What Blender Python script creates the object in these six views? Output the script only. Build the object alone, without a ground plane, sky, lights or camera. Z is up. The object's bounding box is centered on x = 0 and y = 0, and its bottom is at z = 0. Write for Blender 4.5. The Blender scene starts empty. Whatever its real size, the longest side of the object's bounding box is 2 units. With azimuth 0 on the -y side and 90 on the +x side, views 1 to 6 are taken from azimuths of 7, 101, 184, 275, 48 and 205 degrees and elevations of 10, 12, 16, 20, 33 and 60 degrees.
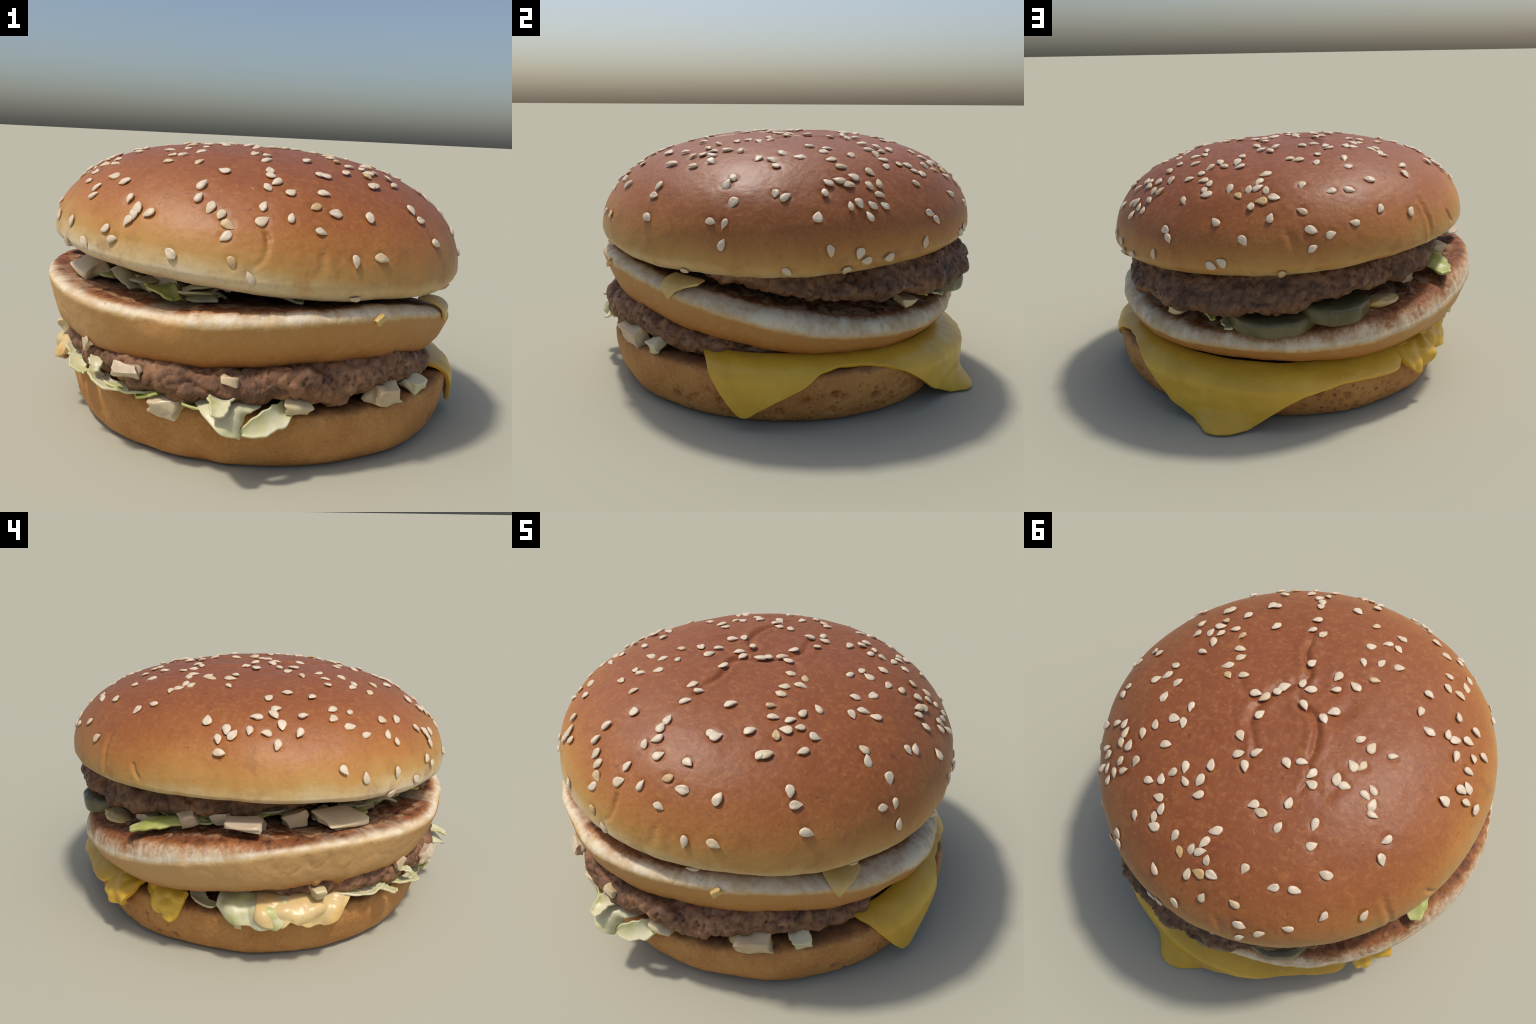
"""Double-decker sesame burger: three bun layers, two beef patties, melted cheese,
lettuce, onion, pickles and sauce.  Every layer is a lofted disc around its own
centre, bent by a height field; small pieces are placed by azimuth, radius and height.
Azimuths are counter-clockwise degrees from +x."""
import bpy, bmesh, math
import numpy as np
from mathutils import Vector, Matrix

RNG = np.random.RandomState(7)

# ---------------------------------------------------------------- noise
_perm = np.random.RandomState(3).permutation(256)
_perm = np.concatenate([_perm, _perm, _perm])
_grad = np.random.RandomState(4).normal(size=(256, 3))
_grad /= np.linalg.norm(_grad, axis=1)[:, None]


def noise(p, scale=1.0, seed=0):
    """Gradient noise, about -0.6..0.6, for an (n, 3) array."""
    p = np.asarray(p, float) * scale + seed * 17.31
    i = np.floor(p).astype(int)
    f = p - i
    u = f * f * f * (f * (f * 6 - 15) + 10)
    i &= 255
    out = 0.0
    for dx in (0, 1):
        for dy in (0, 1):
            for dz in (0, 1):
                h = _perm[_perm[_perm[i[:, 0] + dx] + i[:, 1] + dy] + i[:, 2] + dz]
                g = (_grad[h] * (f - (dx, dy, dz))).sum(1)
                w = (u[:, 0] if dx else 1 - u[:, 0]) * (u[:, 1] if dy else 1 - u[:, 1]) * (u[:, 2] if dz else 1 - u[:, 2])
                out = out + w * g
    return out


def fbm(p, scale, octaves=4, seed=0, gain=0.5):
    out, a = 0.0, 1.0
    for k in range(octaves):
        out = out + a * noise(p, scale * 2 ** k, seed + k)
        a *= gain
    return out


def smooth(a, b, x):
    t = np.clip((np.asarray(x, float) - a) / (b - a), 0, 1)
    return t * t * (3 - 2 * t)


def around(table):
    """Periodic smooth interpolation of {azimuth in degrees: value}."""
    a = np.array(sorted(table), float)
    v = np.array([table[k] for k in sorted(table)], float)
    a = np.concatenate([a - 360, a, a + 360])
    v = np.concatenate([v, v, v])
    fine = np.linspace(-180, 540, 1441)
    y = np.interp(fine, a, v)
    ker = np.hanning(17)
    y = np.convolve(y, ker / ker.sum(), "same")

    def f(deg):
        return np.interp(np.mod(deg, 360), fine, y)
    return f


def along(table):
    """Piecewise-linear table, not periodic: {position: value}."""
    a = np.array(sorted(table), float)
    v = np.array([table[k] for k in sorted(table)], float)
    return lambda x: np.interp(x, a, v)


def catmull(points, n):
    """Resample a control polyline (rows of any width) with a Catmull-Rom spline, evenly by its first two columns."""
    P = np.asarray(points, float)
    Q = np.vstack([2 * P[0] - P[1], P, 2 * P[-1] - P[-2]])
    out = []
    for k in range(1, len(Q) - 2):
        t = np.linspace(0, 1, 24, endpoint=False)[:, None]
        a, b, c, d = Q[k - 1], Q[k], Q[k + 1], Q[k + 2]
        out.append(0.5 * (2 * b + (c - a) * t + (2 * a - 5 * b + 4 * c - d) * t ** 2 + (3 * b - a - 3 * c + d) * t ** 3))
    C = np.vstack(out + [P[-1:]])
    s = np.concatenate([[0], np.cumsum(np.linalg.norm(np.diff(C[:, :3], axis=0), axis=1))])
    return np.stack([np.interp(np.linspace(0, s[-1], n), s, C[:, j]) for j in range(C.shape[1])], 1)


# ---------------------------------------------------------------- objects
def link(name, mesh, parent, material=None):
    ob = bpy.data.objects.new(name, mesh)
    bpy.context.scene.collection.objects.link(ob)
    ob.parent = parent
    if material and mesh is not None:
        mesh.materials.clear()
        mesh.materials.append(material)
    return ob


def shade(mesh):
    mesh.polygons.foreach_set("use_smooth", np.ones(len(mesh.polygons), bool))
    mesh.update()


def mesh_from(name, verts, faces):
    me = bpy.data.meshes.new(name)
    me.from_pydata(np.asarray(verts).tolist(), [], faces)
    me.update()
    shade(me)
    return me


def coords(me):
    co = np.empty(len(me.vertices) * 3)
    me.vertices.foreach_get("co", co)
    return co.reshape(-1, 3)


def normals(me):
    no = np.empty(len(me.vertices) * 3)
    me.vertex_normals.foreach_get("vector", no)
    return no.reshape(-1, 3)


def set_coords(me, co):
    me.vertices.foreach_set("co", np.asarray(co, float).ravel())
    me.update()


def displace(me, fn):
    co, no = coords(me), normals(me)
    set_coords(me, co + no * fn(co, no)[:, None])


def closed_loft(name, rows):
    """rows: (n_rows, n_around, 3); the first and last rows shrink to poles."""
    rows = np.asarray(rows)
    n, m, _ = rows.shape
    verts = np.vstack([rows.reshape(-1, 3), rows[0].mean(0)[None], rows[-1].mean(0)[None]])
    faces = []
    for i in range(n - 1):
        a, b = i * m, (i + 1) * m
        faces += [(a + j, a + (j + 1) % m, b + (j + 1) % m, b + j) for j in range(m)]
    faces += [(n * m, (j + 1) % m, j) for j in range(m)]
    faces += [(n * m + 1, (n - 1) * m + j, (n - 1) * m + (j + 1) % m) for j in range(m)]
    return mesh_from(name, verts, faces)


def bun_layer(name, centre, radius, low, high, profile, n_around=480, n_rows=130):
    """A disc-like layer.  profile rows: (share of the radius, share between the low and
    high surface, extra height); low and high are heights over (x, y)."""
    prof = catmull([(r, z * 0.25, e, z) for r, z, e in profile], n_rows)
    prof[:, 0] = np.clip(prof[:, 0], 0.01, None)
    th = np.linspace(0, 2 * np.pi, n_around, endpoint=False)
    R = radius(np.degrees(th))
    rows = []
    for r, _, e, mix in prof:
        x, y = centre[0] + R * r * np.cos(th), centre[1] + R * r * np.sin(th)
        lo, hi = low(x, y), high(x, y)
        rows.append(np.stack([x, y, lo + (hi - lo) * mix + e], 1))
    return closed_loft(name, rows)


def grid_mesh(name, G):
    n, m, _ = G.shape
    faces = [(i * m + j, i * m + j + 1, (i + 1) * m + j + 1, (i + 1) * m + j) for i in range(n - 1) for j in range(m - 1)]
    return mesh_from(name, G.reshape(-1, 3), faces)


def bake(ob, *mods):
    """Apply modifiers given as (type, settings)."""
    for kind, settings in mods:
        m = ob.modifiers.new(kind.lower(), kind)
        for k, v in settings.items():
            setattr(m, k, v)
    dg = bpy.context.evaluated_depsgraph_get()
    dg.update()
    me = bpy.data.meshes.new_from_object(ob.evaluated_get(dg))
    old = ob.data
    ob.modifiers.clear()
    ob.data = me
    bpy.data.meshes.remove(old)
    me.name = ob.name
    shade(me)
    return me


def at(az, r, z):
    a = math.radians(az)
    return np.array([r * math.cos(a), r * math.sin(a), z])


# ---------------------------------------------------------------- materials
class Nodes:
    """Small expression builder over shader nodes."""

    def __init__(self, name):
        self.mat = bpy.data.materials.new(name)
        self.mat.use_nodes = True
        self.t = self.mat.node_tree
        self.bsdf = self.t.nodes["Principled BSDF"]
        self.co = self.new("ShaderNodeTexCoord").outputs["Object"]
        s = self.new("ShaderNodeSeparateXYZ")
        self.t.links.new(self.co, s.inputs[0])
        self.x, self.y, self.z = s.outputs

    def new(self, kind, **kw):
        n = self.t.nodes.new(kind)
        for k, v in kw.items():
            setattr(n, k, v)
        return n

    def put(self, socket, v):
        if isinstance(v, bpy.types.NodeSocket):
            self.t.links.new(v, socket)
        elif isinstance(v, (tuple, list)) and len(v) == 3 and socket.type == "RGBA":
            socket.default_value = (*v, 1)
        else:
            socket.default_value = v

    def m(self, op, a, b=0.0, c=None):
        n = self.new("ShaderNodeMath", operation=op)
        self.put(n.inputs[0], a)
        self.put(n.inputs[1], b)
        if c is not None:
            self.put(n.inputs[2], c)
        return n.outputs[0]

    def add(self, *v):
        out = v[0]
        for w in v[1:]:
            out = self.m("ADD", out, w)
        return out

    def sub(self, a, b):
        return self.m("SUBTRACT", a, b)

    def mul(self, *v):
        out = v[0]
        for w in v[1:]:
            out = self.m("MULTIPLY", out, w)
        return out

    def step(self, v, a, b):
        n = self.new("ShaderNodeMapRange", interpolation_type="SMOOTHSTEP")
        self.put(n.inputs["Value"], v)
        n.inputs["From Min"].default_value = a
        n.inputs["From Max"].default_value = b
        return n.outputs[0]

    def noise(self, scale, detail=4, rough=0.55, stretch=None, distort=0.0):
        n = self.new("ShaderNodeTexNoise")
        vec = self.co
        if stretch:
            mp = self.new("ShaderNodeMapping")
            mp.inputs["Scale"].default_value = stretch
            self.t.links.new(vec, mp.inputs[0])
            vec = mp.outputs[0]
        self.t.links.new(vec, n.inputs["Vector"])
        n.inputs["Scale"].default_value = scale
        n.inputs["Detail"].default_value = detail
        n.inputs["Roughness"].default_value = rough
        n.inputs["Distortion"].default_value = distort
        return n.outputs["Fac"]

    def cells(self, scale, feature="F1", jitter=1.0):
        n = self.new("ShaderNodeTexVoronoi", feature=feature)
        self.t.links.new(self.co, n.inputs["Vector"])
        n.inputs["Scale"].default_value = scale
        n.inputs["Randomness"].default_value = jitter
        return n.outputs["Distance"]

    def ramp(self, fac, stops, smoothly=False):
        n = self.new("ShaderNodeValToRGB")
        n.color_ramp.interpolation = "EASE" if smoothly else "LINEAR"
        e = n.color_ramp.elements
        while len(e) < len(stops):
            e.new(0.5)
        for el, (pos, col) in zip(e, stops):
            el.position = pos
            el.color = (*col, 1)
        self.put(n.inputs[0], fac)
        return n.outputs[0]

    def mix(self, fac, a, b, blend="MIX"):
        n = self.new("ShaderNodeMix", data_type="RGBA", blend_type=blend)
        self.put(n.inputs[0], fac)
        self.put(n.inputs[6], a)
        self.put(n.inputs[7], b)
        return n.outputs[2]

    def poly(self, c):
        """Bend surface, see bend()."""
        x, y = self.x, self.y
        xx, yy = self.mul(x, x), self.mul(y, y)
        t = [c[0], self.mul(x, c[1]), self.mul(y, c[2]), self.mul(self.sub(xx, yy), c[3]), self.mul(x, y, c[4]),
             self.mul(x, self.sub(xx, self.mul(yy, 3.0)), c[5]), self.mul(y, self.sub(self.mul(xx, 3.0), yy), c[6])]
        return self.add(*t[1:], t[0])

    def radius(self, cx, cy):
        dx, dy = self.sub(self.x, cx), self.sub(self.y, cy)
        return self.m("SQRT", self.add(self.mul(dx, dx), self.mul(dy, dy)))

    def bump(self, height, strength, distance):
        n = self.new("ShaderNodeBump")
        n.inputs["Strength"].default_value = strength
        n.inputs["Distance"].default_value = distance
        self.t.links.new(height, n.inputs["Height"])
        prev = self.bsdf.inputs["Normal"]
        if prev.is_linked:
            self.t.links.new(prev.links[0].from_socket, n.inputs["Normal"])
        self.t.links.new(n.outputs[0], prev)

    def done(self, colour, rough=0.6, spec=0.4, sss=0.0, radius=(0.02, 0.01, 0.005), coat=0.0):
        b = self.bsdf
        self.put(b.inputs["Base Color"], colour)
        self.put(b.inputs["Roughness"], rough)
        self.put(b.inputs["Specular IOR Level"], spec)
        if sss:
            b.inputs["Subsurface Weight"].default_value = sss
            b.inputs["Subsurface Radius"].default_value = radius
            b.inputs["Subsurface Scale"].default_value = 1.0
        if coat:
            b.inputs["Coat Weight"].default_value = coat
            b.inputs["Coat Roughness"].default_value = 0.25
        return self.mat


def bend(c):
    """Height field: plane + saddle + three-fold wave; shared by geometry and material."""
    return lambda x, y: (c[0] + c[1] * x + c[2] * y + c[3] * (x * x - y * y) + c[4] * x * y
                         + c[5] * x * (x * x - 3 * y * y) + c[6] * y * (3 * x * x - y * y))


# ================================================================ the burger
burger = bpy.data.objects.new("burger", None)
bpy.context.scene.collection.objects.link(burger)
burger["label"] = "double decker sesame bun burger with melted cheese and lettuce"
burger["category"] = "hamburger"

# ---------------------------------------------------------------- top bun
CROWN = (0.0084, 0.0205)
TILT = (0.7608, -0.0671, 0.0098)          # equator plane: height, slope in x, slope in y
RIM = around({0: .611, 30: .624, 60: .654, 90: .674, 120: .722, 150: .754, 180: .764, 210: .742, 240: .705, 270: .674, 300: .634, 330: .612})


def crown_point(th, t):
    """Top bun surface; t = 1 at the apex, 0 at the equator, -1 at the inner edge of the underside."""
    th, t = np.asarray(th, float), np.asarray(t, float)
    R = .9145 - .0073 * np.cos(2 * th) - .0049 * np.sin(2 * th) + .0052 * np.cos(3 * th) - .0074 * np.sin(3 * th)
    u = np.clip(np.abs(t), 0, 1) * np.pi / 2
    up = t >= 0
    rho = np.where(up, np.cos(u) ** (2 / 2.6317), .80 + .20 * np.cos(u))
    f = np.where(up, np.sin(u) ** (2 / 2.1221), 0)
    x, y = CROWN[0] + R * np.cos(th) * rho, CROWN[1] + R * np.sin(th) * rho
    plane = TILT[0] + TILT[1] * x + TILT[2] * y
    edge = TILT[0] + TILT[1] * (CROWN[0] + R * np.cos(th)) + TILT[2] * (CROWN[1] + R * np.sin(th))
    z = np.where(up, plane + f * (.4254 + .0244 * x - .0031 * y), edge - (edge - RIM(np.degrees(th))) * np.sin(u))
    # flatter back shoulder, fuller front-left lip
    az = np.degrees(th)
    back = np.exp(-((np.mod(az - 68 + 180, 360) - 180) / 50) ** 2) * smooth(.08, .35, t) * smooth(1.0, .75, t)
    lip = np.exp(-((np.mod(az - 190 + 180, 360) - 180) / 45) ** 2) * smooth(.45, .1, t)
    lip = lip + .8 * np.exp(-((np.mod(az - 264 + 180, 360) - 180) / 24) ** 2) * smooth(.35, .1, t)
    grow = 1 - .011 * back + .014 * lip
    return np.stack([CROWN[0] + (x + .0044 * f - CROWN[0]) * grow, CROWN[1] + (y + .0096 * f - CROWN[1]) * grow, z - .005 * back], -1)


def crown_frame(th, t):
    e = 1e-4
    a = crown_point(th + e, t) - crown_point(th - e, t)
    b = crown_point(th, t + e) - crown_point(th, t - e)
    a /= np.linalg.norm(a)
    b /= np.linalg.norm(b)
    n = np.cross(a, b)
    n /= np.linalg.norm(n)
    return a, np.cross(n, a), n


# baked-in folds on the crown and cracks on the flank: (depth, width, path)
FOLDS = [
    (.012, .016, [(.065, -.321, 1.164), (.057, -.233, 1.174), (.02, -.166, 1.181), (-.01, -.114, 1.184), (-.004, -.047, 1.186)]),
    (.010, .020, [(.01, -.084, 1.185), (.042, -.033, 1.184), (.087, 0, 1.182), (.122, .079, 1.181), (.138, .137, 1.179), (.132, .191, 1.178), (.101, .234, 1.179)]),
    (.007, .018, [(.267, .008, 1.168), (.204, .065, 1.175), (.14, .078, 1.179)]),
    (.012, .016, [(-.005, -.004, 1.186), (-.043, .05, 1.188), (-.108, .072, 1.19), (-.152, .147, 1.19), (-.166, .222, 1.188), (-.169, .284, 1.184)]),
    (.006, .016, [(.065, -.321, 1.164), (.085, -.40, 1.155), (.075, -.47, 1.142)]),
    (.006, .014, [(-.169, .284, 1.184), (-.20, .35, 1.178), (-.185, .42, 1.168)]),
    (.006, .014, [(.101, .234, 1.179), (.06, .29, 1.178), (.05, .35, 1.174)]),
    (.005, .014, [(-.004, -.047, 1.186), (-.06, -.075, 1.187), (-.13, -.07, 1.188)]),
    (.005, .030, [(-.229, -.065, 1.188), (-.218, 0, 1.19), (-.191, .059, 1.191)]),
    (.005, .024, [(-.269, .271, 1.181), (-.305, .341, 1.171), (-.287, .399, 1.165), (-.245, .384, 1.171)]),
    (.011, .010, [(.138, -.832, .91), (.155, -.845, .883), (.157, -.86, .849), (.143, -.874, .815), (.112, -.885, .783)]),
    (.009, .013, [(-.618, .61, .979), (-.646, .634, .917), (-.664, .638, .859), (-.668, .63, .796)]),
    (.006, .016, [(-.045, .92, .908), (-.071, .938, .861), (-.096, .945, .814)]),
    (.010, .010, [(-.755, .491, .9), (-.775, .474, .859), (-.788, .453, .835)]),
    (.004, .014, [(.344, -.806, .846), (.35, -.823, .783)]),
]


def path_distance(co, path):
    d = np.full(len(co), 9.0)
    along_ = np.zeros(len(co))
    P = np.array(path)
    for k in range(len(P) - 1):
        s = P[k + 1] - P[k]
        t = np.clip(((co - P[k]) @ s) / (s @ s), 0, 1)
        dk = np.linalg.norm(co - P[k] - t[:, None] * s, axis=1)
        near = dk < d
        d = np.where(near, dk, d)
        along_ = np.where(near, (k + t) / (len(P) - 1), along_)
    return d, along_


# sesame seeds: (azimuth, height share x 100, heading in tens of degrees), region by region
SEEDS = {
    "crown": [
        (4, 63, 13), (8, 69, 13), (11, 94, 9), (16, 65, 16), (20, 96, 13), (25, 76, 16), (30, 70, 6), (34, 73, 17), (42, 65, 6), (54, 94, 11), (56, 63, 7), (58, 68, 14),
        (63, 65, 17), (64, 87, 16), (66, 75, 14), (68, 69, 10), (72, 65, 5), (74, 83, 5), (83, 81, 13), (85, 86, 5), (96, 71, 3), (100, 69, 17), (108, 65, 6), (110, 85, 12),
        (112, 73, 7), (121, 85, 16), (122, 65, 6), (124, 78, 13), (126, 81, 3), (138, 77, 5), (140, 74, 14), (146, 64, 3), (146, 68, 10), (150, 68, 8), (150, 78, 8), (154, 76, 1),
        (164, 93, 6), (166, 78, 1), (167, 82, 15), (168, 98, 6), (169, 71, 13), (180, 92, 13), (189, 63, 7), (198, 67, 17), (208, 63, 4), (215, 87, 3), (215, 92, 9), (218, 81, 7),
        (224, 71, 6), (230, 76, 12), (230, 97, 7), (232, 90, 12), (235, 66, 0), (235, 81, 16), (240, 68, 6), (243, 74, 7), (252, 63, 8), (261, 97, 10), (268, 91, 8), (272, 79, 7),
        (279, 72, 4), (280, 78, 3), (300, 62, 1), (302, 76, 4), (314, 65, 3), (319, 98, 0), (324, 63, 9), (324, 71, 16), (324, 76, 0), (328, 65, 15), (331, 69, 1), (331, 81, 13),
        (334, 65, 1), (336, 84, 16), (338, 71, 4), (346, 71, 9), (346, 98, 17), (348, 83, 13), (350, 89, 12), (356, 85, 6), (358, 64, 7),],
    "front": [
        (226, 33, 6), (228, 28, 6), (228, 42, 2), (232, 2, 14), (235, 40, 4), (239, 12, 4), (240, 60, 2), (242, 8, 2), (242, 31, 10), (245, 19, 7), (246, 23, 10), (246, 27, 12),
        (250, 25, 5), (258, 7, 15), (260, 46, 7), (261, 38, 8), (264, 58, 15), (265, 33, 8), (268, 30, 8), (270, 19, 5), (270, 25, 15), (272, 7, 12), (276, 1, 12), (278, 29, 4),
        (278, 37, 8), (279, 49, 12), (280, 58, 11), (280, 62, 10), (282, 53, 5), (285, 32, 8), (286, 47, 5), (292, 26, 17), (292, 39, 3), (296, 48, 16), (297, 36, 0), (300, 12, 9),
        (301, -38, 16), (302, 61, 4), (307, 14, 17), (307, 35, 7),],
    "right": [
        (6, 58, 13), (7, 39, 8), (10, 37, 4), (11, -24, 13), (19, 25, 7), (22, 6, 10), (22, 39, 9), (24, 45, 14), (27, -35, 9), (28, 46, 15), (29, 30, 8), (30, 3, 7),
        (30, 62, 0), (31, 43, 0), (32, -6, 1), (32, 31, 10), (32, 56, 17), (34, 23, 10), (34, 48, 14), (36, 29, 13), (38, 41, 11), (39, -7, 1), (40, 28, 13), (40, 35, 16),
        (42, 42, 7), (42, 50, 12), (318, 55, 5), (320, 55, 2), (326, 39, 9), (327, 33, 0), (329, 20, 16), (332, 55, 1), (338, 60, 15), (342, -46, 7), (350, 22, 17), (351, 44, 8),
        (352, 49, 12), (354, 10, 7), (354, 21, 7), (355, 33, 7),],
    "back": [
        (52, 3, 8), (52, 53, 4), (55, 58, 15), (56, 19, 16), (58, 14, 13), (58, 38, 13), (60, 53, 3), (64, 46, 13), (64, 51, 12), (66, 43, 3), (73, 0, 16), (73, 26, 14),
        (74, 47, 9), (76, 2, 15), (78, 43, 14), (81, 47, 9), (82, 15, 13), (83, 36, 10), (84, 48, 4), (84, 52, 7), (86, 39, 0), (86, 58, 4), (87, 46, 10), (89, 28, 8),
        (90, 41, 17), (92, -36, 7), (98, 31, 15), (99, 48, 7), (100, 8, 3), (100, 19, 16), (105, 15, 2), (108, 42, 1), (112, 20, 17), (114, 41, 16), (120, 58, 1), (121, 26, 5),
        (123, 46, 15), (131, 20, 5),],
    "left": [
        (140, 44, 8), (144, 50, 0), (144, 61, 12), (168, 45, 10), (173, 34, 11), (174, 26, 0), (175, 40, 10), (177, 37, 6), (182, 40, 9), (184, 49, 0), (187, 39, 0), (190, 32, 8),
        (190, 51, 12), (191, 55, 1), (192, 44, 9), (197, 39, 6), (200, 50, 1), (207, 16, 12), (210, 47, 4), (212, 53, 2), (213, 10, 10), (214, 41, 0), (218, 35, 1), (218, 50, 3),
        (222, -13, 6), (224, 10, 8),],
}


n_around, n_up, n_under = 860, 320, 50
th = np.linspace(0, 2 * np.pi, n_around, endpoint=False)
rows = [crown_point(th, np.full_like(th, t)) for t in 1 - np.linspace(.004, 1, n_up) ** 1.0]
rows += [crown_point(th, np.full_like(th, -t)) for t in np.linspace(0, 1, n_under)[1:]]
last = rows[-1]
for k in np.linspace(0, 1, 14)[1:-1]:
    rows.append(last * (1 - k) + np.array([*CROWN, .74]) * k + np.array([0, 0, .012]) * math.sin(k * 3.14))
top_me = closed_loft("top_bun", rows[::-1])

seed_spots = []
for region, spots in SEEDS.items():
    for az, h, spin in spots:
        t = h / 100
        a, b, n = crown_frame(math.radians(az), t)
        seed_spots.append((crown_point(math.radians(az), t), a, b, n, math.radians(spin * 10)))
spot_xyz = np.array([s[0] for s in seed_spots])


def crown_relief(co, no):
    d = .010 * noise(co, 2.2, 1) + .006 * noise(co, 5, 2) + .0016 * noise(co, 16, 3) + .0009 * fbm(co, 40, 3, 4)
    wob = co + .010 * np.stack([noise(co, 14, 5), noise(co, 14, 6), noise(co, 14, 7)], 1)
    for depth, width, path in FOLDS:
        dist, s = path_distance(wob, path)
        fade = smooth(0, .12, s) * smooth(1, .85, s) * .7 + .3
        lip = .3 if width > .012 else .08
        d = d - depth * fade * np.exp(-(dist / width) ** 2) + depth * lip * fade * np.exp(-((dist - 2 * width) / (1.3 * width)) ** 2)
    # the skin dips a little around every seed
    cell = {}
    for i, p in enumerate(np.floor(spot_xyz / .06).astype(int)):
        cell.setdefault(tuple(p), []).append(i)
    key = np.floor(co / .06).astype(int)
    near = np.full(len(co), 9.0)
    order = np.lexsort(key.T)
    ks = key[order]
    cut = np.flatnonzero(np.any(np.diff(ks, axis=0), axis=1)) + 1
    for grp in np.split(order, cut):
        c = key[grp[0]]
        idx = [i for dx in (-1, 0, 1) for dy in (-1, 0, 1) for dz in (-1, 0, 1) for i in cell.get((c[0] + dx, c[1] + dy, c[2] + dz), ())]
        if idx:
            near[grp] = np.linalg.norm(co[grp][:, None] - spot_xyz[idx][None], axis=2).min(1)
    d = d - .0035 * np.exp(-(near / .027) ** 4) - .004
    # wrinkled lower lip
    low = smooth(.86, .72, co[:, 2])
    ang = np.arctan2(co[:, 1], co[:, 0])
    d = d + low * .005 * noise(np.stack([np.cos(ang) * 9, np.sin(ang) * 9, co[:, 2] * 2.5], 1), 1.0, 9)
    return d


displace(top_me, crown_relief)

n = Nodes("baked_crust")
h = n.sub(n.z, n.add(n.mul(n.x, TILT[1]), n.mul(n.y, TILT[2]), TILT[0]))
h = n.add(h, n.mul(n.x, .035), n.mul(n.y, .050), n.mul(n.sub(n.noise(3.0, 5), .5), .13), n.mul(n.sub(n.noise(14, 4, stretch=(1, 1, .35)), .5), .05), -.012)
fac = n.step(h, -.11, .45)
fac.node.interpolation_type = "LINEAR"
col = n.ramp(fac, [(.05, (.68, .54, .34)), (.12, (.62, .44, .20)), (.20, (.52, .285, .080)), (.34, (.45, .190, .045)), (.50, (.36, .123, .031)), (.70, (.285, .088, .026)), (1.0, (.247, .072, .024))])
col = n.mix(n.mul(n.step(n.noise(42, 7, .75), .48, .66), .30), col, (.53, .24, .08))
col = n.mix(n.mul(n.step(n.noise(95, 4, .7), .50, .64), n.step(fac, .22, .45), .36), col, (.22, .066, .026))
col = n.mix(n.mul(n.step(n.noise(8, 6, .65), .50, .72), .38), col, (.21, .060, .024))
col = n.mix(n.mul(n.step(n.noise(12, 6, .65), .54, .72), .30), col, (.47, .20, .055))
col = n.mix(n.mul(n.step(n.noise(75, 3, .6), .68, .76), .5), col, (.62, .36, .17))
col = n.mix(n.mul(n.step(n.noise(22, 2, .4), .70, .78), n.step(fac, .2, .4), .5), col, (.12, .035, .025))
n.bump(n.noise(75, 6, .65), .18, .006)
n.bump(n.noise(11, 3, .5, stretch=(1, 1, .5)), .15, .012)
mat_crust = n.done(col, rough=n.add(.39, n.mul(n.noise(7, 3), .14)), spec=.34)
top_bun = link("top_bun", top_me, burger, mat_crust)

# sesame seeds
n = Nodes("sesame")
info = n.new("ShaderNodeObjectInfo").outputs["Random"]
col = n.ramp(info, [(0, (.68, .54, .38)), (.6, (.72, .59, .43)), (.93, (.66, .51, .33)), (1, (.58, .38, .16))])
col = n.mix(n.mul(n.step(n.noise(60, 3), .5, .75), .4), col, (.58, .43, .27))
n.bump(n.noise(120, 4), .2, .003)
mat_seed = n.done(col, rough=.45, spec=.4, sss=.15)


def seed_mesh(k):
    """Flattened teardrop, pointed at one end."""
    rs = np.random.RandomState(50 + k)
    L, W, T = .0262, .0158 * rs.uniform(.88, 1.12), .0064 * rs.uniform(.9, 1.2)
    rows = []
    for s in np.linspace(-1, 1, 15):
        s2 = math.sin(s * math.pi / 2) * .995
        w = (1 - s2 * s2) ** .55 * (1 - (.20 + .055 * k) * s2 - .10 * s2 * s2)
        a = np.linspace(0, 2 * np.pi, 18, endpoint=False)
        rows.append(np.stack([np.full_like(a, L * s2), W * w * np.cos(a), T * w ** .8 * np.sign(np.sin(a)) * np.abs(np.sin(a)) ** .8], 1))
    me = closed_loft("sesame_seed", rows)
    co = coords(me)
    co[:, 1] += .22 * rs.uniform(-1, 1) * co[:, 0] ** 2 / L
    co[:, 2] += .0035 * noise(co, 55, k) - .06 * co[:, 0] ** 2 / L
    co[:, 2] -= .0025 * np.exp(-(co[:, 1] / .007) ** 2) * (co[:, 2] > 0) * (k % 3 == 0)
    set_coords(me, co + .0022 * np.stack([noise(co, 70, k + 9), noise(co, 70, k + 19), noise(co, 70, k + 29)], 1))
    me.materials.append(mat_seed)
    return me


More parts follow.
